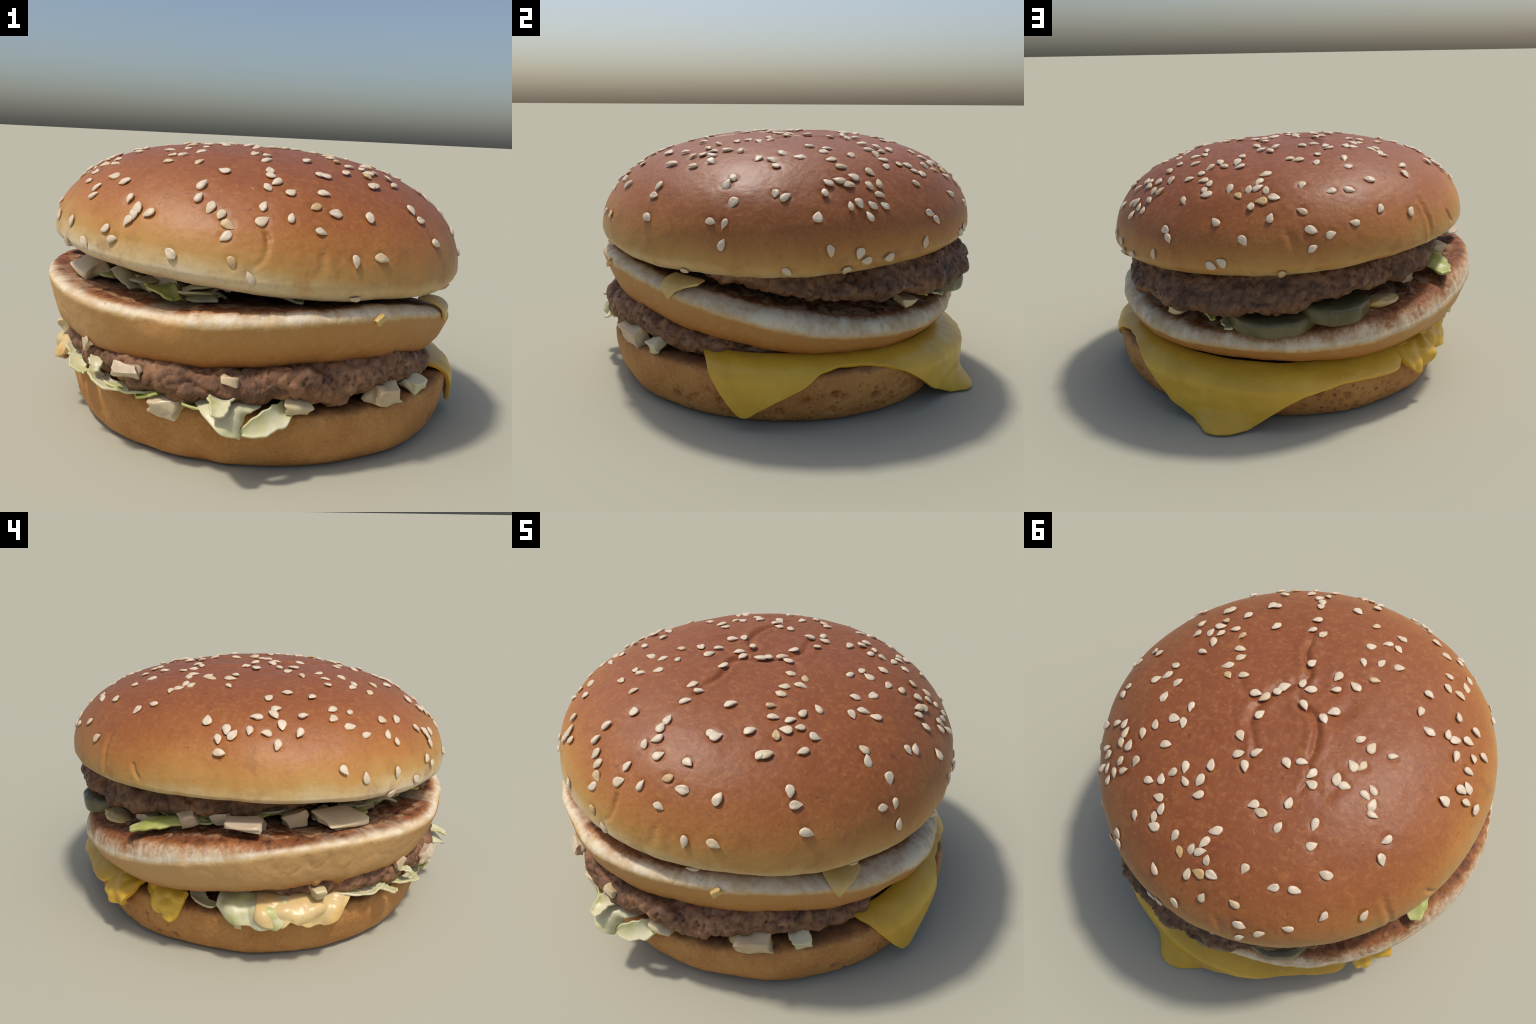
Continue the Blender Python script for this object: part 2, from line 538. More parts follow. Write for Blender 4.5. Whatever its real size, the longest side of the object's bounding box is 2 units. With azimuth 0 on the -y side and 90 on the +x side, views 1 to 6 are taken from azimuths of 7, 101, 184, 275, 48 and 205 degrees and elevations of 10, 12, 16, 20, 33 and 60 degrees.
seed_meshes = [seed_mesh(k) for k in range(7)]
for k, (p, a, b, nn, spin) in enumerate(seed_spots):
    flip = math.pi if RNG.rand() < .5 else 0
    tilt = RNG.normal(0, .10)
    x = a * math.cos(spin + flip) + b * math.sin(spin + flip)
    x = x * math.cos(tilt) + nn * math.sin(tilt)
    z = nn - x * (nn @ x)
    z /= np.linalg.norm(z)
    y = np.cross(z, x)
    s = RNG.uniform(.86, 1.10)
    M = Matrix(((x[0] * s, y[0] * s, z[0] * s, 0), (x[1] * s, y[1] * s, z[1] * s, 0), (x[2] * s, y[2] * s, z[2] * s, 0), (0, 0, 0, 1)))
    M.translation = Vector(p + nn * .0004)
    ob = bpy.data.objects.new("sesame_seed", seed_meshes[k % 7])
    bpy.context.scene.collection.objects.link(ob)
    ob.parent = top_bun
    ob.matrix_local = M

# ---------------------------------------------------------------- middle bun
MID_BASE = (.333, -.025, -.0897, .0092, -.0496, -.0236, -.0168)
MID_CUT = (.498, -.045, -.1377, .028, -.0466, -.0206, -.0228)
mid_low, mid_cut = bend(MID_BASE), bend(MID_CUT)
MID_C = (-.025, 0)
mid_R = around({0: .91, 18: .915, 31: .90, 60: .893, 86: .885, 110: .908, 140: .925, 168: .935, 204: .91, 230: .912, 259: .916, 294: .91, 320: .905, 350: .925})
mid_me = bun_layer("middle_bun", MID_C, mid_R, mid_low, mid_cut,
                   [(0, .05, .01), (.55, .03, .0), (.80, 0, 0), (.905, .05, 0), (.955, .35, 0), (.99, .80, 0), (1.0, 1.0, -.005), (.992, 1.0, .012), (.965, 1.0, .028), (.92, 1.0, .036), (.80, 1, .038), (.5, 1, .040), (0, 1, .04)], 560, 170)


def mid_relief(co, no):
    ang = np.arctan2(co[:, 1] - MID_C[1], co[:, 0] - MID_C[0])
    ring = np.stack([np.cos(ang) * 3, np.sin(ang) * 3, co[:, 2] * 3], 1)
    d = .014 * noise(ring, 1, 21) + .008 * noise(co, 6, 22) + .003 * fbm(co, 18, 3, 23)
    up = co[:, 2] - mid_cut(co[:, 0], co[:, 1])
    band = smooth(-.02, .0, up) * smooth(.05, .03, up)
    d = d + band * .007 * noise(np.stack([np.cos(ang) * 9, np.sin(ang) * 9, co[:, 2] * 6], 1), 1, 25) - band * .006 * np.maximum(.10 - np.abs(noise(np.stack([np.cos(ang) * 16, np.sin(ang) * 16, co[:, 2] * 8], 1), 1, 26)), 0) * 8
    # dent in the front lip, torn bits along the lower left edge
    deg = np.degrees(ang) % 360
    d = d - .022 * np.exp(-((deg - 257) / 7) ** 2) * smooth(-.08, .02, up)
    base = co[:, 2] - mid_low(co[:, 0], co[:, 1])
    tear = np.exp(-((deg - 207) / 20) ** 2) * smooth(.06, .01, base) * (base < .06)
    d = d + tear * .05 * np.maximum(noise(co, 17, 27), -.1)
    # the foot of the bun tapers in over the cheese
    foot = smooth(.09, .0, base) * np.exp(-((np.mod(deg - 55 + 180, 360) - 180) / 75) ** 4)
    d = d - .010 * foot * (no[:, 2] < .2)
    # blistered skin on the left flank
    blister = np.exp(-((deg - 200) / 30) ** 2) * smooth(.0, -.05, up)
    d = d + blister * (.010 * np.abs(noise(co, 11, 28)) - .006 * np.maximum(.07 - np.abs(noise(co, 9, 29)), 0) / .07)
    return d


displace(mid_me, mid_relief)
co = coords(mid_me)      # the cut face swells up at the back left
az = np.degrees(np.arctan2(co[:, 1] - MID_C[1], co[:, 0] - MID_C[0])) % 360
swell = around({0: .008, 20: .016, 60: .018, 95: .024, 100: .034, 112: .048, 150: .050, 175: .036, 190: .010, 205: -.008, 225: -.014, 245: -.006, 262: 0, 330: 0})
co[:, 2] += swell(az) * smooth(-.004, .030, co[:, 2] - mid_cut(co[:, 0], co[:, 1])) * smooth(.1, .5, np.hypot(co[:, 0], co[:, 1]))
set_coords(mid_me, co)
n = Nodes("club_bun")
up = n.sub(n.z, n.poly(MID_CUT))
base = n.sub(n.z, n.poly(MID_BASE))
r = n.radius(*MID_C)
wob = n.add(n.mul(n.sub(n.noise(7, 5, .6), .5), .05), n.mul(n.sub(n.noise(40, 5, .7), .5), .045))
crust = n.ramp(n.step(n.add(base, wob), -.01, .16), [(0, (.35, .130, .028)), (.35, (.46, .205, .050)), (1, (.50, .25, .075))])
crust = n.mix(n.mul(n.step(n.add(n.mul(n.x, -1.0), n.mul(n.sub(n.noise(3, 4), .5), .8)), .2, .85), n.step(base, .0, .07), .75), crust, (.62, .37, .15))
crust = n.mix(n.mul(n.step(n.noise(26, 6, .7), .45, .75), .35), crust, (.58, .34, .14))
crust = n.mix(n.mul(n.step(n.noise(80, 3), .66, .74), .35), crust, (.70, .52, .32))
white = n.mix(n.step(n.noise(12, 6, .6, stretch=(1, 1, .4)), .30, .62), (.58, .42, .25), (.78, .66, .48))
white = n.mix(n.mul(n.step(n.noise(13, 6, .65), .50, .66), .6), white, (.60, .41, .20))
white = n.mix(n.mul(n.step(n.noise(30, 6, .7, distort=.8), .60, .68), .5), white, (.36, .24, .14))
col = n.mix(n.step(n.add(up, n.mul(wob, .55)), -.024, -.004), crust, (.66, .44, .20))
col = n.mix(n.step(n.add(up, n.mul(wob, .7)), -.011, .012), col, white)
inner = n.add(r, n.mul(wob, 1.3), n.mul(n.x, .05), -.018)
ringy = n.noise(18, 6, .7, distort=.6)
char = n.mix(n.step(ringy, .35, .60), (.085, .028, .013), (.27, .092, .030))
char = n.mix(n.mul(n.step(n.noise(15, 6, .7, distort=.5), .47, .58), n.step(r, .87, .80), .8), char, (.50, .33, .19))
scorch = n.mix(n.step(inner, .885, .83), col, (.42, .17, .05))
scorch = n.mix(n.step(inner, .865, .815), scorch, char)
col = n.mix(n.step(up, .008, .028), col, scorch)
n.bump(n.noise(70, 6, .65), .22, .008)
n.bump(n.noise(16, 6, .65, stretch=(1, 1, .6)), .45, .016)
mat_club = n.done(col, rough=.62, spec=.3)
middle_bun = link("middle_bun", mid_me, burger, mat_club)

# ---------------------------------------------------------------- bottom bun
HEEL_C = (.05, .015)
heel_R = around({0: .862, 30: .876, 60: .865, 90: .855, 110: .875, 135: .885, 150: .88, 170: .875, 200: .872, 225: .86, 250: .858, 275: .85, 300: .848, 330: .852})
heel_me = bun_layer("bottom_bun", HEEL_C, heel_R, lambda x, y: 0 * x, lambda x, y: .185 + 0 * x,
                    [(0, 0, .004), (.5, 0, .003), (.85, 0, .0), (.925, .05, 0), (.967, .30, 0), (.992, .68, 0), (1.0, 1.0, 0), (.99, 1.22, 0), (.95, 1.30, 0), (.88, 1.30, 0), (.6, 1.24, 0), (0, 1.22, 0)], 900, 190)
rs = np.random.RandomState(11)
PITS = [(at(rs.uniform(-25, 160), 1, 0), rs.uniform(.02, .15), rs.choice([.006, .008, .012, .019], p=[.36, .30, .22, .12])) for _ in range(200)]


def heel_relief(co, no):
    ang = np.arctan2(co[:, 1] - HEEL_C[1], co[:, 0] - HEEL_C[0])
    d = .014 * noise(np.stack([np.cos(ang) * 2.6, np.sin(ang) * 2.6, co[:, 2] * 4], 1), 1, 31) + .006 * noise(co, 7, 32) + .0028 * fbm(co, 22, 3, 33)
    side = (co[:, 2] > .012) & (co[:, 2] < .19)
    for p, z, w in PITS:
        az = math.atan2(p[1], p[0])
        da = np.angle(np.exp(1j * (ang - az))) * .86
        dz = (co[:, 2] - z) * (1.3 if w > .01 else 1.0)
        q = (da ** 2 + dz ** 2) / w ** 2
        d = d - side * w * 1.45 * np.exp(-q ** 1.5)
    rough = (co[:, 2] > .2)
    d = d + rough * .010 * fbm(co, 14, 3, 34)
    # pinched fold on the front left
    d = d - .012 * np.exp(-((np.degrees(ang) % 360 - 262) / 3.5) ** 2) * smooth(.12, .03, co[:, 2])
    return d * smooth(-.001, .012, co[:, 2])


displace(heel_me, heel_relief)
co = coords(heel_me)
co[:, 2] = np.maximum(co[:, 2], 0)
set_coords(heel_me, co)
n = Nodes("heel_crust")
r = n.radius(*HEEL_C)
col = n.mix(n.step(n.noise(5, 5), .35, .65), (.42, .180, .047), (.50, .238, .070))
col = n.mix(n.mul(n.step(n.noise(70, 6, .75), .45, .68), .5), col, (.60, .34, .13))
col = n.mix(n.mul(n.step(n.noise(48, 5, .7), .56, .72), .5), col, (.25, .095, .035))
col = n.mix(n.mul(n.step(n.noise(11, 4, .6), .60, .75), .35), col, (.30, .11, .035))
pore_shade = n.mul(n.step(n.add(n.cells(34), n.mul(n.noise(30, 2), .25)), .38, .24), n.step(n.add(n.mul(n.y, .8), n.mul(n.x, .45)), .05, .5))  # small dark spots in the colour, painting the shade inside pores
col = n.mix(n.mul(pore_shade, .7), col, (.17, .065, .03))
pit_shade = n.mul(n.step(n.add(n.cells(15), n.mul(n.noise(22, 3), .25)), .30, .22), n.step(n.add(n.mul(n.y, .8), n.mul(n.x, .35)), .15, .5), n.step(n.z, .19, .15))  # bigger painted spots for the dark of deep pits; not tied to PITS
col = n.mix(n.mul(pit_shade, .75), col, (.13, .05, .026))
toast = n.step(n.add(n.z, n.mul(n.sub(n.noise(12, 5), .5), .05)), .222, .245)
col = n.mix(n.mul(toast, .9), col, n.mix(n.noise(25, 5), (.10, .035, .018), (.30, .13, .05)))
n.bump(n.noise(85, 6, .7), .30, .008)
n.bump(n.noise(26, 4, .6), .22, .010)
mat_heel = n.done(col, rough=.68, spec=.28)
bottom_bun = link("bottom_bun", heel_me, burger, mat_heel)

# ---------------------------------------------------------------- beef patties
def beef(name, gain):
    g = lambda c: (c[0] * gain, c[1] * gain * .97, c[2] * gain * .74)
    n = Nodes(name)
    a1, a2 = n.noise(6, 6, .65), n.noise(24, 7, .7, distort=.5)
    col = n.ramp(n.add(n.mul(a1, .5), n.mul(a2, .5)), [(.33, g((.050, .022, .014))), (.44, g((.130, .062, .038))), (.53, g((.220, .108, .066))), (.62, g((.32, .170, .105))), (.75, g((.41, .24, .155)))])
    col = n.mix(n.mul(n.step(n.noise(10, 4), .56, .70), .40), col, g((.28, .115, .06)))
    col = n.mix(n.mul(n.step(n.noise(8, 3), .58, .72), .45), col, g((.15, .10, .09)))
    col = n.mix(n.mul(n.step(n.cells(17), .14, .06), .6), col, g((.045, .028, .03)))
    col = n.mix(n.mul(n.step(n.noise(4, 5, .6), .50, .62), .45), col, g((.085, .042, .028)))
    n.bump(n.noise(30, 8, .72), .5, .016)
    return n.done(col, rough=n.add(.42, n.mul(n.noise(16, 3), .25)), spec=.42)


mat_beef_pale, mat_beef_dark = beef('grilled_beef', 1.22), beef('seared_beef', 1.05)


def patty(name, centre, radius, low_t, thick, seed, profile, material):
    deg = lambda x, y: np.degrees(np.arctan2(y - centre[1], x - centre[0]))
    mean = np.mean([low_t(a) for a in range(0, 360, 10)])

    def low(x, y):
        w = smooth(.1, .75, np.hypot(x - centre[0], y - centre[1]))
        return low_t(deg(x, y)) * w + mean * (1 - w)
    high = lambda x, y: low(x, y) + (thick(deg(x, y)) if callable(thick) else thick)
    me = bun_layer(name, centre, radius, low, high, profile, 620, 150)

    def relief(co, no):
        ang = np.arctan2(co[:, 1] - centre[1], co[:, 0] - centre[0])
        q = np.stack([np.cos(ang), np.sin(ang), co[:, 2] * .8], 1)
        crag = np.abs(noise(co + .02 * noise(co, 20, seed + 8)[:, None], 17, seed + 9))
        d = .030 * noise(q, 4.0, seed) + .034 * noise(co, 8, seed + 1) + .016 * (crag - .12) - .010 * smooth(.05, .0, crag) + .030 * (np.abs(noise(co, 11, seed + 2)) - .15)
        return d + .009 * fbm(co, 24, 4, seed + 3, .65) - .012 * np.maximum(.05 - np.abs(noise(co, 10, seed + 7)), 0) / .05
    displace(me, relief)
    return link(name, me, burger, material)


ROUND_EDGE = [(0, .06, 0), (.6, .04, 0), (.86, 0, 0), (.94, .06, 0), (.985, .28, 0), (1, .52, 0), (.985, .78, 0), (.93, .96, 0), (.85, 1, 0), (.5, .97, 0), (0, .95, 0)]
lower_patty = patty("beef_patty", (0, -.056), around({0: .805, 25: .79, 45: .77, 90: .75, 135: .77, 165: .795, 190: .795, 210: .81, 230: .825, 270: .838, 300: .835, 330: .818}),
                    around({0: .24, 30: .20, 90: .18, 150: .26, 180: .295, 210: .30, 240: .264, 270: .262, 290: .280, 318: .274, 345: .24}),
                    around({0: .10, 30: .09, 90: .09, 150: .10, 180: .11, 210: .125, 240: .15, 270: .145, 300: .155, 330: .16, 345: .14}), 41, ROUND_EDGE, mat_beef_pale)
TAPER_EDGE = [(0, .06, 0), (.6, .04, 0), (.88, 0, 0), (.96, .05, 0), (1, .22, 0), (.99, .42, 0), (.955, .62, 0), (.915, .82, 0), (.86, .96, 0), (.5, .97, 0), (0, .95, 0)]
upper_patty = patty("beef_patty", (.03, .13), around({0: .78, 17: .785, 50: .812, 84: .825, 110: .80, 140: .79, 170: .79, 200: .77, 270: .80, 320: .80}),
                    around({0: .545, 12: .515, 27: .518, 46: .52, 60: .515, 74: .525, 87: .545, 101: .565, 120: .603, 143: .612, 168: .640, 188: .658, 215: .685, 270: .68, 330: .62, 350: .575}),
                    .165, 61, TAPER_EDGE, mat_beef_dark)

# ---------------------------------------------------------------- melted cheese
n = Nodes("melted_cheese")
col = n.mix(n.step(n.noise(4, 4), .35, .65), (.66, .385, .030), (.74, .45, .042))
col = n.mix(n.mul(n.step(n.noise(15, 5, .6), .55, .72), .30), col, (.52, .26, .018))
col = n.mix(n.mul(n.step(n.noise(34, 3), .66, .74), .4), col, (.78, .58, .17))
n.bump(n.noise(18, 4), .25, .008)
mat_cheese = n.done(col, rough=.36, spec=.5, sss=.18, radius=(.03, .015, .004))


def drape(name, azimuths, edge, r_in, z_in, r_out, flare, material, thickness, lump, seed, bulge=lambda a: 1.0, shoulder=.075, n_az=150, n_s=46, parent=None, slump=0.0):
    """A soft sheet that leaves the stack at (r_in, z_in), rolls over a shoulder and hangs down to edge(az)."""
    G = np.zeros((n_s, n_az, 3))
    for j, az in enumerate(np.linspace(azimuths[0], azimuths[-1], n_az)):
        zi, ro, ze, ri = z_in(az), r_out(az), edge(az), r_in(az)
        u = np.linspace(0, np.pi / 2, 30)
        sh = min(shoulder, zi * .8)
        rr = ri + (ro - ri) * np.sin(u) ** .9
        k = bulge(az)
        rr = rr * k + (ri + (ro - ri) * u / u[-1]) * (1 - k)
        zz = zi - sh * ((1 - np.cos(u)) * k + u / u[-1] * (1 - k)) - slump * (rr - ri)
        zd = np.linspace(zz[-1], 0, 40)[1:]
        rd = ro + flare(az) * smooth(.10, 0.0, zd) ** 1.5
        rr, zz = np.concatenate([rr, rd]), np.concatenate([zz, zd])
        keep = max(np.searchsorted(-zz, -ze), 2)
        f = 0.0 if keep >= len(zz) else (zz[keep - 1] - ze) / max(zz[keep - 1] - zz[keep], 1e-6)
        if keep < len(zz):
            rr = np.append(rr[:keep], rr[keep - 1] + (rr[keep] - rr[keep - 1]) * f)
            zz = np.append(zz[:keep], ze)
        s = np.concatenate([[0], np.cumsum(np.hypot(np.diff(rr), np.diff(zz)))])
        q = np.linspace(0, s[-1], n_s)
        a = math.radians(az)
        r = np.interp(q, s, rr)
        G[:, j] = np.stack([r * math.cos(a), r * math.sin(a), np.interp(q, s, zz)], 1)
    co = G.reshape(-1, 3)
    ang = np.arctan2(co[:, 1], co[:, 0])
    out = lump * noise(co, 9, seed) + lump * .6 * noise(co, 18, seed + 1) + lump * .35 * noise(co * (1, 1, .5), 20, seed + 3)
    co = co + np.stack([np.cos(ang) * out, np.sin(ang) * out, .4 * lump * noise(co, 12, seed + 2)], 1)
    ob = link(name, grid_mesh(name, co.reshape(n_s, n_az, 3)), parent or burger, material)
    me = bake(ob, ("SOLIDIFY", dict(thickness=thickness, offset=0)), ("SUBSURF", dict(levels=1, render_levels=1)))
    me.materials.clear()
    me.materials.append(material)
    c = coords(me)
    c[:, 2] = np.maximum(c[:, 2], .0005)
    set_coords(me, c)
    return ob


cheese_edge = along({347: .285, 350: .26, 353: .20, 356.5: .12, 360: .055, 362: .05, 365: .085, 370: .13, 376: .18, 381: .24, 387: .255, 393: .25, 400: .235, 406: .20, 412: .14, 418: .07, 424: .03,
                     427.5: .004, 433: .003, 438: .003, 442: .01, 445: .04, 448: .08, 457: .17, 467: .20, 480: .203, 487: .205, 490: .235})
cheese_out = along({347: .90, 355: .932, 365: .938, 378: .936, 395: .936, 420: .945, 432: .945, 445: .945, 470: .93, 490: .92})
cheese_flare = along({347: 0, 426: 0, 429: .035, 431.5: .078, 434: .085, 438: .07, 440.5: .04, 443: .012, 446: 0})
cheese = drape("cheese_slice", (347, 490), cheese_edge, along({347: .80, 490: .80}), along({347: .285, 360: .285, 375: .285, 400: .272, 430: .262, 450: .260, 470: .264, 490: .272}),
               cheese_out, cheese_flare, mat_cheese, .020, .009, 71, bulge=along({347: .8, 430: .75, 450: .4, 470: .1, 490: 0}))
for lo, hi, tab, r_ in ((129, 143, {129: .25, 131: .20, 134: .165, 138: .155, 141: .18, 143: .25}, .90), (142, 161, {142: .26, 147: .235, 150: .18, 153: .158, 157: .155, 159: .19, 161: .28}, .855)):
    drape("cheese_drip", (lo, hi), along(tab), along({lo: .78, hi: .78}), along({lo: .275, hi: .30}), along({lo: r_, hi: r_}), along({0: 0}), mat_cheese, .028, .050, 75 + lo, bulge=lambda a: .4, n_az=40, n_s=30)

# ---------------------------------------------------------------- pickles
n = Nodes("pickle")
col = n.mix(n.step(n.noise(9, 5), .35, .65), (.105, .086, .036), (.155, .126, .056))
col = n.mix(n.mul(n.step(n.noise(40, 3, stretch=(1, 1, .15)), .5, .7), .4), col, (.19, .155, .075))
n.bump(n.noise(30, 4), .2, .006)
mat_pickle = n.done(col, rough=.3, spec=.45, sss=.1)


def pickle(az, r, z, rad, thick, tilt_out, seed):
    prof = [(0, .5), (.55, .48), (.84, .46), (.955, .40), (1, .22), (1.0, -.25), (.96, -.44), (.85, -.5), (.4, -.5), (0, -.5)]
    P = catmull([(p[0] * rad, p[1] * thick, 0) for p in prof], 60)
    a = np.linspace(0, 2 * np.pi, 120, endpoint=False)
    scal = 1 + .012 * np.cos(9 * a + seed)
    rows = [np.stack([max(p[0], .002) * scal * np.cos(a), max(p[0], .002) * scal * np.sin(a), np.full_like(a, p[1])], 1) for p in P[::-1]]
    me = closed_loft("pickle_slice", rows)
    displace(me, lambda co, no: .008 * noise(co, 9, seed) + .003 * noise(co, 30, seed))
    co = coords(me)
    co[:, 2] += .12 * co[:, 1] ** 2
    set_coords(me, co)
    ob = link("pickle_slice", me, burger, mat_pickle)
    M = Matrix.Rotation(math.radians(az), 4, "Z") @ Matrix.Rotation(tilt_out, 4, "Y")
    M.translation = Vector(at(az, r, z))
    me.transform(M)


pickle(88, .735, .486, .205, .085, .10, 1)
pickle(107.5, .745, .525, .175, .085, .07, 2)

# ---------------------------------------------------------------- lettuce, onion, sauce
n = Nodes("lettuce")
info = n.new("ShaderNodeObjectInfo").outputs["Random"]
pale = n.ramp(info, [(0, (.58, .55, .33)), (.5, (.60, .57, .28)), (1, (.50, .50, .18))])
col = n.mix(n.step(n.noise(13, 4), .35, .66), pale, (.66, .60, .40))
col = n.mix(n.mul(n.step(n.noise(28, 5, .7), .56, .70), .5), col, (.40, .43, .13))
n.bump(n.noise(34, 5), .25, .008)
mat_lettuce = n.done(col, rough=.38, spec=.45, sss=.25)

n = Nodes("green_lettuce")
col = n.mix(n.step(n.noise(13, 4), .35, .66), (.34, .37, .075), (.52, .53, .20))
n.bump(n.noise(34, 5), .25, .008)
mat_green = n.done(col, rough=.36, spec=.45, sss=.25)

n = Nodes("dull_lettuce")  # duller, browner lettuce for most shreds above the middle bun
col = n.mix(n.step(n.noise(13, 4), .35, .66), (.36, .33, .17), (.50, .42, .27))
n.bump(n.noise(34, 5), .3, .008)
mat_dull = n.done(col, rough=.38, spec=.4, sss=.15)

n = Nodes("onion")
info = n.new("ShaderNodeObjectInfo").outputs["Random"]
tint = n.ramp(info, [(0, (.62, .46, .26)), (.4, (.66, .53, .33)), (.7, (.60, .48, .34)), (1, (.60, .51, .25))])
col = n.mix(n.mul(n.step(n.noise(24, 4, stretch=(1, .2, 1)), .45, .7), .5), tint, (.46, .35, .22))
n.bump(n.noise(40, 4), .2, .006)
mat_onion = n.done(col, rough=.36, spec=.45, sss=.3)

n = Nodes("sauce")
col = n.mix(n.step(n.noise(5, 4), .40, .60), (.68, .50, .23), (.74, .45, .13))
col = n.mix(n.mul(n.step(n.noise(22, 5), .55, .70), .4), col, (.74, .55, .27))
col = n.mix(n.mul(n.step(n.noise(38, 3), .66, .74), .7), col, (.26, .17, .08))
n.bump(n.noise(30, 5), .3, .008)
mat_sauce = n.done(col, rough=.33, spec=.5, sss=.25)


def chunk(name, pos, size, az, pitch, roll, material, seed, parent=None):
    """A cut cube: jittered box with rounded edges."""
    rs = np.random.RandomState(seed)
    bm = bmesh.new()
    bmesh.ops.create_cube(bm, size=1.0)
    for v in bm.verts:
        v.co = Vector([c * (1 + rs.uniform(-.42, .25)) for c in v.co])
    bmesh.ops.bevel(bm, geom=bm.edges[:], offset=.10, segments=2, affect="EDGES", profile=.6)
    bmesh.ops.triangulate(bm, faces=bm.faces[:])
    bmesh.ops.subdivide_edges(bm, edges=bm.edges[:], cuts=2, use_grid_fill=True)
    me = bpy.data.meshes.new(name)
    bm.to_mesh(me)
    bm.free()
    shade(me)
    co = coords(me)
    co = co + .22 * np.stack([noise(co, 1.9, seed + k) for k in (1, 2, 3)], 1)
    co[:, 2] += .22 * co[:, 0] ** 2 * rs.choice([-1, 1])
    set_coords(me, co * np.array(size))
    M = Matrix.Rotation(math.radians(az), 4, "Z") @ Matrix.Rotation(math.radians(pitch), 4, "Y") @ Matrix.Rotation(math.radians(roll), 4, "X")
    M.translation = Vector(pos)
    me.transform(M)
    return link(name, me, parent or burger, material)


def leaf(name, spine, width, up, material, seed, cup=.25, thick=.010, ragged=.25, curl=.012):
    """A torn strip of leaf along a spine: width tapers, edges are ragged and curl."""
    S = catmull(spine, 34)
    tan = np.gradient(S, axis=0)
    tan /= np.linalg.norm(tan, axis=1)[:, None]
    side = np.cross(tan, np.array(up, float))
    side /= np.linalg.norm(side, axis=1)[:, None]
    nrm = np.cross(side, tan)
    s = np.linspace(0, 1, len(S))
    w = np.interp(s, np.linspace(0, 1, len(width)), width)
    v = np.linspace(-1, 1, 19)
    G = np.zeros((len(S), 19, 3))
    for j, q in enumerate(v):
        edge = 1 + ragged * noise(np.stack([s * 5, np.full_like(s, np.sign(q) * 3.3), np.full_like(s, seed)], 1), 1.7, seed) * 2
        G[:, j] = S + side * (w * q * edge)[:, None] + nrm * (cup * w * (q * q - .3))[:, None]
    co = G.reshape(-1, 3)
    co = co + curl * np.stack([noise(co, 13, seed + k) for k in (1, 2, 3)], 1) * 1.6
    ob = link(name, grid_mesh(name, co.reshape(G.shape)), burger, material)
    me = bake(ob, ("SOLIDIFY", dict(thickness=thick, offset=0)), ("SUBSURF", dict(levels=1, render_levels=1)))
    me.materials.clear()
    me.materials.append(material)
    return ob


def blob(name, pos, size, az, material, seed, rough=.22):
    bm = bmesh.new()
    bmesh.ops.create_icosphere(bm, subdivisions=4, radius=1)
    me = bpy.data.meshes.new(name)
    bm.to_mesh(me)
    bm.free()
    shade(me)
    co = coords(me)
    co = co * (1 + rough * fbm(co, 1.6, 3, seed))[:, None] * np.array(size)
    set_coords(me, co)
    M = Matrix.Rotation(math.radians(az), 4, "Z")
    M.translation = Vector(pos)
    me.transform(M)
    return link(name, me, burger, material)


# front: leaf hanging over the heel, with onion pieces beside it
leaf("lettuce_leaf", [(.02, -.70, .28), (.035, -.84, .285), (.055, -.92, .268), (.085, -.94, .232), (.10, -.93, .19)], [.13, .14, .11, .08, .012], (0, -.3, 1), mat_lettuce, 3, cup=-.2, curl=.010, ragged=.12)
leaf("lettuce_leaf", [(.02, -.80, .31), (.025, -.92, .305), (.03, -.985, .278)], [.06, .05, .025], (0, 0, 1), mat_lettuce, 4, cup=.4, curl=.006)
leaf("lettuce_leaf", [(.10, -.925, .20), (.165, -.90, .225), (.225, -.85, .25), (.25, -.79, .27)], [.012, .04, .045, .03], (.2, -1, .5), mat_lettuce, 5, cup=.3, curl=.008, ragged=.1)
chunk("onion_piece", at(256.5, .845, .243), (.13, .09, .065), 256 + 90, 0, 24, mat_onion, 101)
chunk("onion_piece", at(290, .85, .278), (.11, .07, .04), 292 + 90, 4, 22, mat_onion, 102)
chunk("onion_piece", at(316.5, .842, .268), (.17, .075, .08), 316 + 96, 4, 10, mat_onion, 103)
chunk("onion_piece", at(330, .848, .27), (.10, .075, .05), 331 + 90, -8, 28, mat_lettuce, 104)
leaf("lettuce_shred", [at(229, .83, .30), at(234, .865, .288), at(240, .87, .258), at(245, .85, .262)], [.02, .035, .03, .015], (0, 0, 1), mat_lettuce, 11, cup=.2)
leaf("lettuce_shred", [at(232, .81, .28), at(238, .85, .27), at(246, .855, .262), at(253, .83, .275)], [.015, .025, .02, .012], (0, 0, 1), mat_lettuce, 12, cup=.2)
leaf("lettuce_shred", [at(247, .84, .25), at(251, .87, .262), at(255, .86, .285)], [.01, .022, .012], (0, 0, 1), mat_green, 13)
leaf("lettuce_shred", [at(262, .80, .27), at(265, .84, .262), at(269, .83, .27)], [.05, .06, .04], (0, 0, 1), mat_green, 14)
leaf("lettuce_shred", [at(221, .82, .31), at(224, .865, .305), at(227, .885, .288), at(229, .87, .27)], [.02, .035, .03, .012], (0, 0, 1), mat_lettuce, 15)
leaf("lettuce_shred", [at(232, .85, .35), at(235, .88, .335), at(236, .895, .31)], [.02, .03, .012], (0, 0, 1), mat_lettuce, 16)
